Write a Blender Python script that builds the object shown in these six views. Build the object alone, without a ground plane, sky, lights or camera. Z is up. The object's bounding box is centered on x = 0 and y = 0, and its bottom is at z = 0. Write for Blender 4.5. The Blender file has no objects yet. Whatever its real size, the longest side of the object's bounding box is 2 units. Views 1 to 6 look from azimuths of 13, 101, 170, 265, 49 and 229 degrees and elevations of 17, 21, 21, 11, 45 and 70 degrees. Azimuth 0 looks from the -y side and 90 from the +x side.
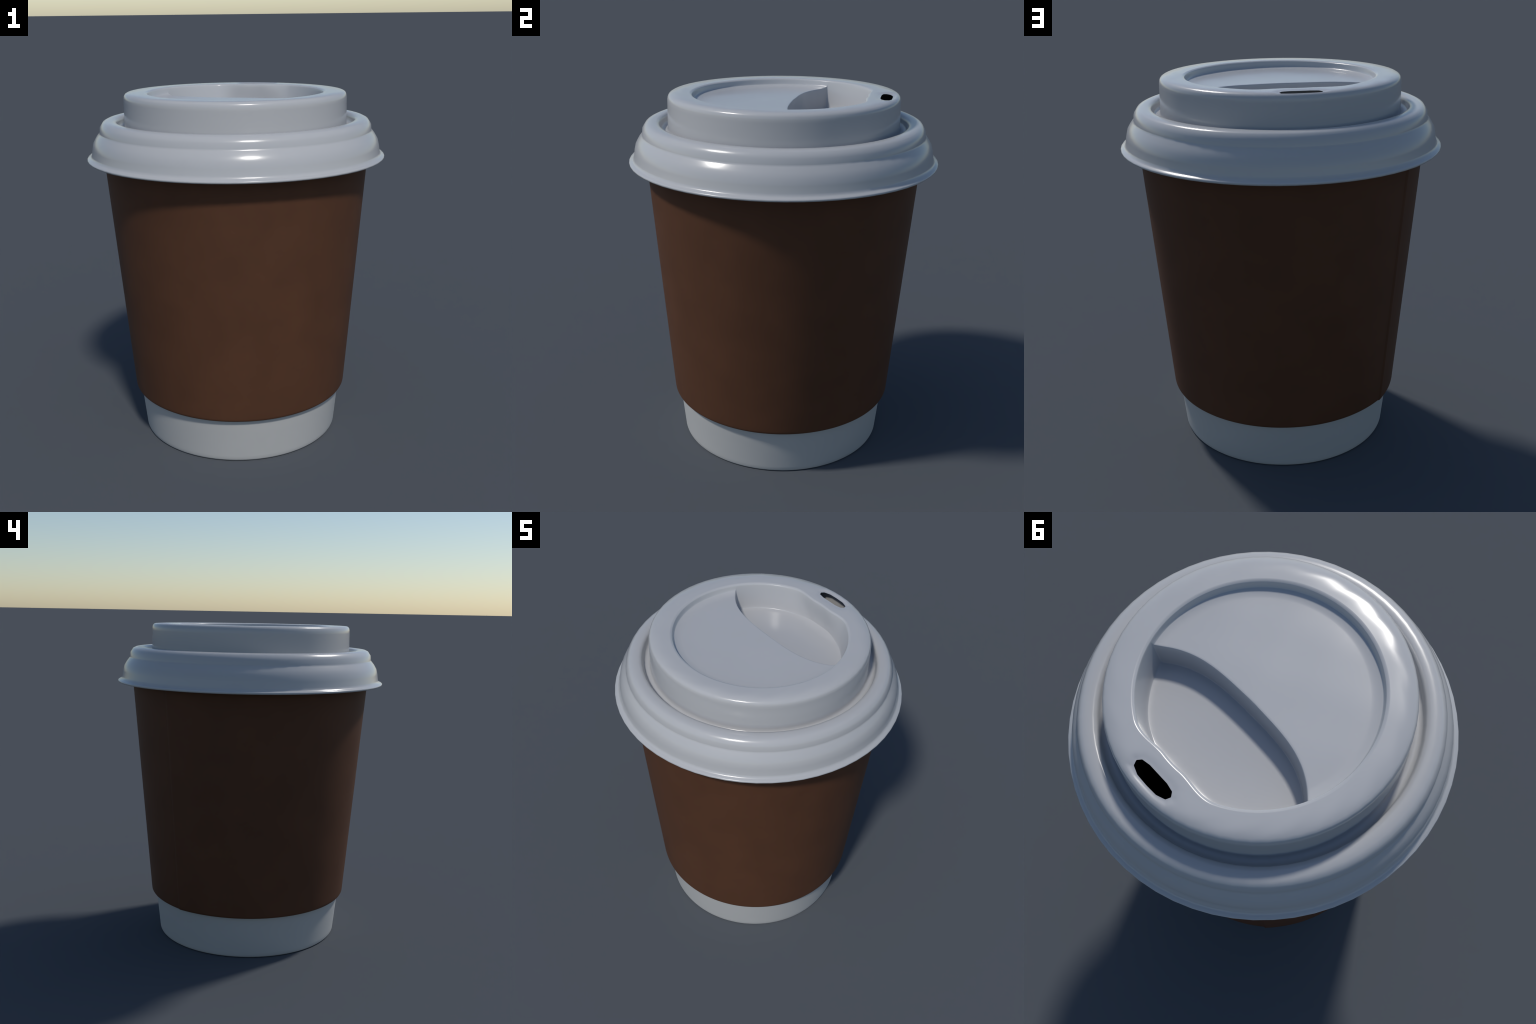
"""Paper take-away coffee cup: white paper cup, brown wrap-around sleeve with a
glued overlap seam, glossy white plastic lid with a drinking recess and sip hole."""
import bpy, math
import numpy as np
from mathutils import Vector

PI = math.pi


# ------------------------------------------------------------------ materials
def principled(name, base, rough, spec=0.5, var=0.04, grain_scale=60.0, bump=0.0,
               cloud_scale=3.0, coat=0.0):
    """Solid coloured material; faint cloudy tone variation and fine grain bump."""
    m = bpy.data.materials.new(name)
    m.use_nodes = True
    nt = m.node_tree
    n, l = nt.nodes, nt.links
    b = n["Principled BSDF"]
    tc = n.new("ShaderNodeTexCoord")
    cloud = n.new("ShaderNodeTexNoise")
    cloud.inputs["Scale"].default_value = cloud_scale
    cloud.inputs["Detail"].default_value = 4.0
    l.new(tc.outputs["Object"], cloud.inputs["Vector"])
    ramp = n.new("ShaderNodeValToRGB")
    ramp.color_ramp.elements[0].position = 0.3
    ramp.color_ramp.elements[1].position = 0.7
    ramp.color_ramp.elements[0].color = tuple(c * (1 - var) for c in base) + (1,)
    ramp.color_ramp.elements[1].color = tuple(min(1, c * (1 + var)) for c in base) + (1,)
    l.new(cloud.outputs["Fac"], ramp.inputs["Fac"])
    l.new(ramp.outputs["Color"], b.inputs["Base Color"])
    b.inputs["Roughness"].default_value = rough
    b.inputs["Specular IOR Level"].default_value = spec
    b.inputs["Coat Weight"].default_value = coat
    if bump > 0:
        grain = n.new("ShaderNodeTexNoise")
        grain.inputs["Scale"].default_value = grain_scale
        grain.inputs["Detail"].default_value = 3.0
        l.new(tc.outputs["Object"], grain.inputs["Vector"])
        bp = n.new("ShaderNodeBump")
        bp.inputs["Strength"].default_value = bump
        bp.inputs["Distance"].default_value = 0.002
        l.new(grain.outputs["Fac"], bp.inputs["Height"])
        l.new(bp.outputs["Normal"], b.inputs["Normal"])
    return m


MAT_LID = principled("white_plastic", (0.470, 0.472, 0.478), 0.22, 0.5, var=0.006)
MAT_CUP = principled("white_paper", (0.472, 0.470, 0.460), 0.75, 0.25, var=0.012,
                     bump=0.05, grain_scale=90)
MAT_SLEEVE = principled("brown_card", (0.099, 0.0410, 0.0200), 0.65, 0.24, var=0.07,
                        cloud_scale=5.0, bump=0.06, grain_scale=80)


# ------------------------------------------------------------------ mesh tools
def new_object(name, verts, faces, mat, parent, normals=None):
    me = bpy.data.meshes.new(name)
    me.from_pydata([tuple(v) for v in verts], [], faces)
    me.update()
    me.shade_smooth()
    me.materials.append(mat)
    if normals is not None:
        me.normals_split_custom_set_from_vertices([tuple(q) for q in normals])
    ob = bpy.data.objects.new(name, me)
    bpy.context.scene.collection.objects.link(ob)
    ob.parent = parent
    return ob


def revolve(profile, seg, radial=None, cap_start=False, cap_end=False):
    """Spin (r, z) points about z. radial(angle, r, z) may move a radius."""
    verts, faces = [], []
    for r, z in profile:
        for k in range(seg):
            a = 2 * PI * k / seg
            rr = radial(a, r, z) if radial else r
            verts.append((rr * math.cos(a), rr * math.sin(a), z))
    for i in range(len(profile) - 1):
        for k in range(seg):
            q = (k + 1) % seg
            faces.append((i * seg + k, i * seg + q, (i + 1) * seg + q, (i + 1) * seg + k))
    if cap_start:
        faces.append(tuple(reversed(range(seg))))
    if cap_end:
        n0 = (len(profile) - 1) * seg
        faces.append(tuple(n0 + k for k in range(seg)))
    return verts, faces


def smoothstep(a, b, x):
    t = np.clip((x - a) / (b - a), 0, 1)
    return t * t * (3 - 2 * t)


def smin(a, b, k):
    h = np.maximum(k - np.abs(a - b), 0) / k
    return np.minimum(a, b) - h * h * k * 0.25


def smax(a, b, k):
    return -smin(-a, -b, k)


# ------------------------------------------------------------------ the thing
cup_root = bpy.data.objects.new("paper_coffee_cup", None)
bpy.context.scene.collection.objects.link(cup_root)
cup_root["label"] = "white paper coffee cup with brown sleeve and white plastic sip lid"
cup_root["category"] = "coffee cup"

# ---- paper cup: recessed base, conical wall, rolled rim sealed by the lid
CUP_R, CUP_K = 0.5798, 0.100


def cup_r(z):
    return CUP_R + CUP_K * z


cup_profile = [(0.03, 0.055), (0.30, 0.055), (0.552, 0.055), (0.556, 0.050), (0.560, 0.006),
               (0.564, 0.0012), (0.569, 0.0), (0.5745, 0.0004), (0.5782, 0.004),
               (cup_r(0.010), 0.010), (cup_r(0.03), 0.03)]
cup_profile += [(cup_r(z), z) for z in (0.10, 0.18, 0.26)]
# behind the sleeve the wall carries on to the rim
cup_profile += [(0.606, 0.30), (0.640, 0.70), (0.675, 1.10), (0.714, 1.55), (0.722, 1.64)]
rim_c, rim_z, rim_r = 0.738, 1.70, 0.024
cup_profile += [(rim_c + rim_r * math.cos(a), rim_z + rim_r * math.sin(a))
                for a in np.linspace(-2.2, 3.0, 14)]
# inside of the cup
cup_profile += [(0.705, 1.55), (0.665, 1.10), (0.630, 0.70), (0.596, 0.30), (0.575, 0.09),
                (0.565, 0.075), (0.55, 0.070), (0.30, 0.070), (0.03, 0.070)]
v, f = revolve(cup_profile, 128, cap_start=True, cap_end=True)
new_object("cup", v, f, MAT_CUP, cup_root)

# ---- sleeve: conical card wrap whose glued end overlaps at one seam
SEAM = math.radians(135.0)
SLV_R, SLV_Z, SLV_K = 0.6360, 0.2800, 0.0807


def sleeve_r(z):
    return SLV_R + SLV_K * (z - SLV_Z)


def seam_lift(a):
    """Outer end of the card stands proud at the seam and settles back on both sides."""
    d = math.degrees((a - SEAM + PI) % (2 * PI) - PI)
    return 0.0115 * math.exp(-d / 13.0) if d >= 0 else 0.0060 * math.exp(d / 9.0)


slv_profile = [(0.598, 0.276), (0.615, 0.2705), (0.6240, 0.2685), (0.6284, 0.2690),
               (0.6325, 0.2725), (0.6352, 0.2775), (sleeve_r(0.286), 0.286),
               (sleeve_r(0.31), 0.31)]
slv_profile += [(sleeve_r(z), z) for z in np.linspace(0.40, 1.60, 13)]
slv_profile += [(sleeve_r(1.640), 1.640), (0.742, 1.648), (0.728, 1.650)]
SEG = 360
angles = [SEAM + 2 * PI * k / SEG for k in range(SEG)]           # starts on the outer layer
angles.append(SEAM + 2 * PI - 0.008)                              # inner layer beside its edge
verts, faces = [], []
for i, (r, z) in enumerate(slv_profile):
    w = 1.0 if r > 0.62 and i < len(slv_profile) - 2 else 0.3
    for a in angles:
        rr = r + w * seam_lift(a)
        verts.append((rr * math.cos(a), rr * math.sin(a), z))
na = len(angles)
for i in range(len(slv_profile) - 1):
    for k in range(na):
        q = (k + 1) % na
        faces.append((i * na + k, i * na + q, (i + 1) * na + q, (i + 1) * na + k))
sleeve = new_object("sleeve", verts, faces, MAT_SLEEVE, cup_root)

# ------------------------------------------------------------------ lid
LSEG = 64

# outer skirt, stepped shoulder and groove, up to the top of the crown wall
skirt_profile = [
    # inside of the skirt, from the cup rim down to the lip
    (0.742, 1.775), (0.765, 1.755), (0.783, 1.730), (0.794, 1.690), (0.798, 1.662), (0.812, 1.646),
    # lip
    (0.8300, 1.6372), (0.8355, 1.6366), (0.8392, 1.6405), (0.8400, 1.6455), (0.8370, 1.6497),
    (0.8250, 1.6525), (0.8158, 1.6596), (0.8124, 1.6710),
    # skirt bulge
    (0.8085, 1.7030), (0.8005, 1.7370), (0.7848, 1.7635), (0.7692, 1.7830),
    # step and upper shoulder
    (0.7648, 1.7888), (0.7634, 1.7940), (0.7612, 1.8195), (0.7440, 1.8452),
    (0.7280, 1.8528), (0.7100, 1.8548), (0.6910, 1.8540), (0.6765, 1.8510),
    # groove
    (0.6700, 1.8420), (0.6668, 1.8320), (0.6640, 1.8170), (0.6570, 1.8065), (0.6440, 1.8045),
    (0.6310, 1.8075), (0.6266, 1.8150), (0.6254, 1.8280),
    # crown wall
    (0.6248, 1.8700), (0.6240, 1.9200), (0.6236, 1.9560),
]
crown_edge = [(0.6236, 1.9560), (0.6232, 1.9720), (0.6205, 1.9850), (0.6150, 1.9940),
              (0.6070, 1.9985)]


def profile_normals(profile):
    """Outward 2-D normals of an (r, z) polyline, averaged at its points."""
    p = np.array(profile)
    d = np.diff(p, axis=0)
    n = np.stack([d[:, 1], -d[:, 0]], 1)
    n /= np.linalg.norm(n, axis=1)[:, None]
    out = np.zeros_like(p)
    out[:-1] += n
    out[1:] += n
    return out / np.linalg.norm(out, axis=1)[:, None]


RIM_TILT = math.radians(24)          # shading tilt at the outer edge of the crown ring
full = skirt_profile[:-1] + crown_edge + [(0.600, 1.9995)]
fn = profile_normals(full)
ncut = len(skirt_profile)
verts, faces = revolve(skirt_profile, LSEG)
norm = []
for i in range(ncut):
    for k in range(LSEG):
        a = 2 * PI * k / LSEG
        norm.append((fn[i][0] * math.cos(a), fn[i][0] * math.sin(a), fn[i][1]))
lid = new_object("lid", verts, faces, MAT_LID, cup_root, norm)

# crown: rounded edge, ring, recess wall, recessed panel, drinking well, sip hole.
CSEG = 1024
Z_TOP, Z_PANEL, Z_WELL = 2.0, 1.9580, 1.8430
R_EDGE = 0.4925


def edge_radius(phi):
    """Inner edge of the ring; bulges inwards behind the sip hole (phi = 0)."""
    return R_EDGE - 0.044 * smoothstep(math.radians(28), math.radians(6), np.abs(phi))


def foot_radius(phi):
    return 0.467 - 0.024 * smoothstep(math.radians(36), 0.0, np.abs(phi))


SIP = [(0.0505, 0.5175), (0.088, 0.5245), (0.102, 0.542), (0.093, 0.563), (0.055, 0.577),
       (0.0, 0.579)]
SIP = SIP + [(-x, y) for x, y in reversed(SIP[:-1])]


def seg_dist(px, py, poly):
    """Distance from points to a closed polygon, nearest point on it, inside flag."""
    best = np.full(px.shape, 1e9)
    nx, ny = np.zeros_like(px), np.zeros_like(py)
    inside = np.zeros(px.shape, bool)
    m = len(poly)
    for i in range(m):
        x0, y0 = poly[i]
        x1, y1 = poly[(i + 1) % m]
        dx, dy = x1 - x0, y1 - y0
        t = np.clip(((px - x0) * dx + (py - y0) * dy) / (dx * dx + dy * dy), 0, 1)
        qx, qy = x0 + t * dx, y0 + t * dy
        d = np.hypot(px - qx, py - qy)
        sel = d < best
        best = np.where(sel, d, best)
        nx, ny = np.where(sel, qx, nx), np.where(sel, qy, ny)
        cross = ((y0 > py) != (y1 > py))
        with np.errstate(divide="ignore", invalid="ignore"):
            xi = (x1 - x0) * (py - y0) / (y1 - y0) + x0 if y1 != y0 else np.full(px.shape, 1e9)
        inside ^= cross & (px < xi)
    return best, nx, ny, inside


def panel_edge(x):
    """y of the bowed edge where the panel drops into the drinking well."""
    x2 = x * x
    return 0.049 + 0.136 * x2 + 2.31 * x2 * x2


def dents(x, y):
    return (np.sin(9.1 * x + 4.3 * y + 0.7) * np.sin(3.7 * x - 8.2 * y + 1.9)
            + 0.5 * np.sin(19.0 * x - 6.0 * y) * np.sin(7.0 * x + 17.0 * y + 2.2))


def crown_height(x, y):
    r = np.hypot(x, y)
    phi = np.arctan2(x, y)                       # 0 towards the sip hole (+y)
    re, rf = edge_radius(phi), foot_radius(phi)
    wall = 1.997 - (re - r) / (re - rf) * (1.997 - Z_WELL)
    # panel edge and well edge: shallow bowed curves across the lid
    x2 = x * x
    up = panel_edge(x)
    low = up + 0.009 + 0.02 * x2
    s = (y - up) / (low - up)
    floor = smin(np.full_like(x, Z_PANEL), Z_PANEL - s * (Z_PANEL - Z_WELL), 0.020)
    # soft rolled lip along the drop
    floor = smin(floor, np.maximum(Z_PANEL - 0.45 * (y - up + 0.002), Z_WELL), 0.004)
    floor = smax(floor, np.full_like(x, Z_WELL), 0.024)
    # floors rise a little where they run into the wall
    floor = floor + smax(np.zeros_like(x), 0.30 * (r - re + 0.036), 0.006)
    z = smax(floor, wall, 0.028)
    # ring: nearly flat, falling slightly to the rounded outer edge
    top = Z_TOP - 0.0015 * np.clip((r - 0.56) / 0.047, 0, 1) ** 2
    # rounded inner edge of the ring: a soft chamfer between wall and top
    chamfer = Z_TOP - 0.62 * (re + 0.0095 - r)
    z = smin(z, np.maximum(chamfer, Z_PANEL + 0.02), 0.010)
    z = smin(z, top, 0.0035)
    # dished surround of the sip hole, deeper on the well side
    d, _, _, ins = seg_dist(x, y, SIP)
    d = np.where(ins, 0, d)
    side = smoothstep(0.512, 0.578, y)
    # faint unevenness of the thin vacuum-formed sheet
    z = z + 0.0008 * (dents(x, y) - 0.8) * smoothstep(0.604, 0.56, r)
    z = z - (0.0040 + 0.0045 * side) * np.exp(-(d / 0.022) ** 2) * smoothstep(0.607, 0.585, r)
    return z


rho = np.concatenate([
    np.arange(0.003, 0.448, 0.0028),
    np.arange(0.448, 0.512, 0.0010), np.arange(0.512, 0.590, 0.0026),
    np.arange(0.590, 0.6065, 0.0040), [0.6070]])
ang = 2 * PI * np.arange(CSEG) / CSEG
# the ring's outer boundary lies on the 64-sided outline of the lid wall
fac = (ang % (2 * PI / LSEG)) - PI / LSEG
gon = math.cos(PI / LSEG) / np.cos(fac)
phi = np.arctan2(np.cos(ang), np.sin(ang))
re = edge_radius(phi)
RR = np.zeros((len(rho), CSEG))
for i, p in enumerate(rho):
    if p <= R_EDGE:
        RR[i] = p * re / R_EDGE
    else:
        t = (p - R_EDGE) / (0.607 - R_EDGE)
        RR[i] = re + (0.607 - re) * t
        RR[i] *= 1 + (gon - 1) * smoothstep(0.3, 1.0, t)
X, Y = RR * np.cos(ang), RR * np.sin(ang)
# draw grid lines together along the drop into the well
c = panel_edge(X) + 0.004
dd = Y - c
W = 0.032
comp = np.where(np.abs(dd) < W, 0.22 + 0.78 * np.abs(dd) / W, 1.0)
Y = np.where(RR < 0.50, Y + (c + dd * comp - Y) * smoothstep(0.494, 0.470, RR), Y)
Z = crown_height(X, Y)
Z[-1] = 1.9985

# below the bulge behind the sip hole the wall tucks back under its lip
pull = smoothstep(math.radians(30), math.radians(5), np.abs(phi))[None, :]
tuck = 0.013 * pull * smoothstep(1.985, 1.880, Z) * smoothstep(0.38, 0.44, RR)
R0 = np.hypot(X, Y)
X, Y = X * (1 + tuck / R0), Y * (1 + tuck / R0)

# normals of the grid by finite differences
P = np.stack([X, Y, Z], -1)
TA = np.roll(P, -1, axis=1) - np.roll(P, 1, axis=1)
TR = np.gradient(P, axis=0)
NN = np.cross(TR, TA)
NN /= np.linalg.norm(NN, axis=-1)[..., None]
NX, NY = NN[..., 0] / np.maximum(NN[..., 2], 1e-3), NN[..., 1] / np.maximum(NN[..., 2], 1e-3)
R = np.hypot(X, Y)
tt = np.clip((R - 0.510) / (0.606 - 0.510), 0, 1)
# broken, slightly faceted roll-off of the ring
saw = np.abs((ang[None, :] * 20 / (2 * PI) + 0.8 * tt) % 1.0 - 0.5) * 2 - 0.5
tt = np.clip(tt + 0.16 * saw * tt * (1 - tt) * 4 * (tt > 0), 0, 1)
tilt = np.tan(RIM_TILT * tt ** 2.6)
sel = R > 0.510
NX, NY = NX + tilt * X / R, NY + tilt * Y / R
NT = np.stack([NX, NY, np.ones_like(NX)], -1)
NT /= np.linalg.norm(NT, axis=-1)[..., None]
NN = np.where(sel[..., None], NT, NN)

# snap a clean polygonal sip hole into the grid
D, QX, QY, INS = seg_dist(X, Y, SIP)
nr = len(rho)
cells = {}
for i in range(nr - 1):
    cx = 0.25 * (X[i] + np.roll(X[i], -1) + X[i + 1] + np.roll(X[i + 1], -1))
    cy = 0.25 * (Y[i] + np.roll(Y[i], -1) + Y[i + 1] + np.roll(Y[i + 1], -1))
    cells[i] = ~seg_dist(cx, cy, SIP)[3]
keep = np.array([cells[i] for i in range(nr - 1)])          # (ring, angle) quads kept
used_kept = np.zeros((nr, CSEG), bool)
used_cut = np.zeros((nr, CSEG), bool)
for arr, mask in ((used_kept, keep), (used_cut, ~keep)):
    arr[:-1] |= mask
    arr[1:] |= mask
    sh = np.roll(mask, 1, axis=1)
    arr[:-1] |= sh
    arr[1:] |= sh
border = used_kept & used_cut
X = np.where(border, QX, X)
Y = np.where(border, QY, Y)


def build_region(name, quads, extra_ring=None, parent=lid, with_hole=False):
    """Make a mesh from (ring, angle) cells of the crown grid."""
    index, verts, norms, faces = {}, [], [], []

    def vid(i, k):
        k %= CSEG
        if (i, k) not in index:
            index[(i, k)] = len(verts)
            verts.append((X[i, k], Y[i, k], Z[i, k]))
            norms.append(tuple(NN[i, k]))
        return index[(i, k)]

    for i, k in quads:
        faces.append((vid(i, k), vid(i + 1, k), vid(i + 1, k + 1), vid(i, k + 1)))
    if extra_ring:
        extra_ring(vid, verts, norms, faces)
    return new_object(name, verts, faces, MAT_LID, parent, norms)


# region borders: the ring is a part, the recess (walls, panel, well) another
i_split = int(np.argmin(np.abs(rho - 0.504)))


def outer_edge(vid, verts, norms, faces):
    """Rounded outer edge of the crown down to the wall, and the sip hole's cut thickness."""
    prev = [vid(nr - 1, k) for k in range(CSEG)]
    for j, (r, z) in reversed(list(enumerate(crown_edge[:-1]))):
        n2 = fn[ncut - 1 + j]
        row = []
        for k in range(CSEG):
            a = ang[k]
            row.append(len(verts))
            verts.append((r * gon[k] * math.cos(a), r * gon[k] * math.sin(a), z))
            # facet-wise linear normal, as on the 64-sided wall below
            norms.append((n2[0] * math.cos(a), n2[0] * math.sin(a), n2[1]))
        for k in range(CSEG):
            q = (k + 1) % CSEG
            faces.append((prev[k], row[k], row[q], prev[q]))
        prev = row


ring_quads = [(i, k) for i in range(i_split, nr - 1) for k in range(CSEG) if keep[i, k]]
build_region("crown_ring", ring_quads, outer_edge)


def centre_cap(vid, verts, norms, faces):
    c = len(verts)
    verts.append((0.0, 0.0, float(crown_height(np.zeros(1), np.zeros(1))[0])))
    norms.append((0, 0, 1))
    for k in range(CSEG):
        faces.append((c, vid(0, k), vid(0, k + 1)))


recess_quads = [(i, k) for i in range(i_split) for k in range(CSEG)]
build_region("drinking_recess", recess_quads, centre_cap)
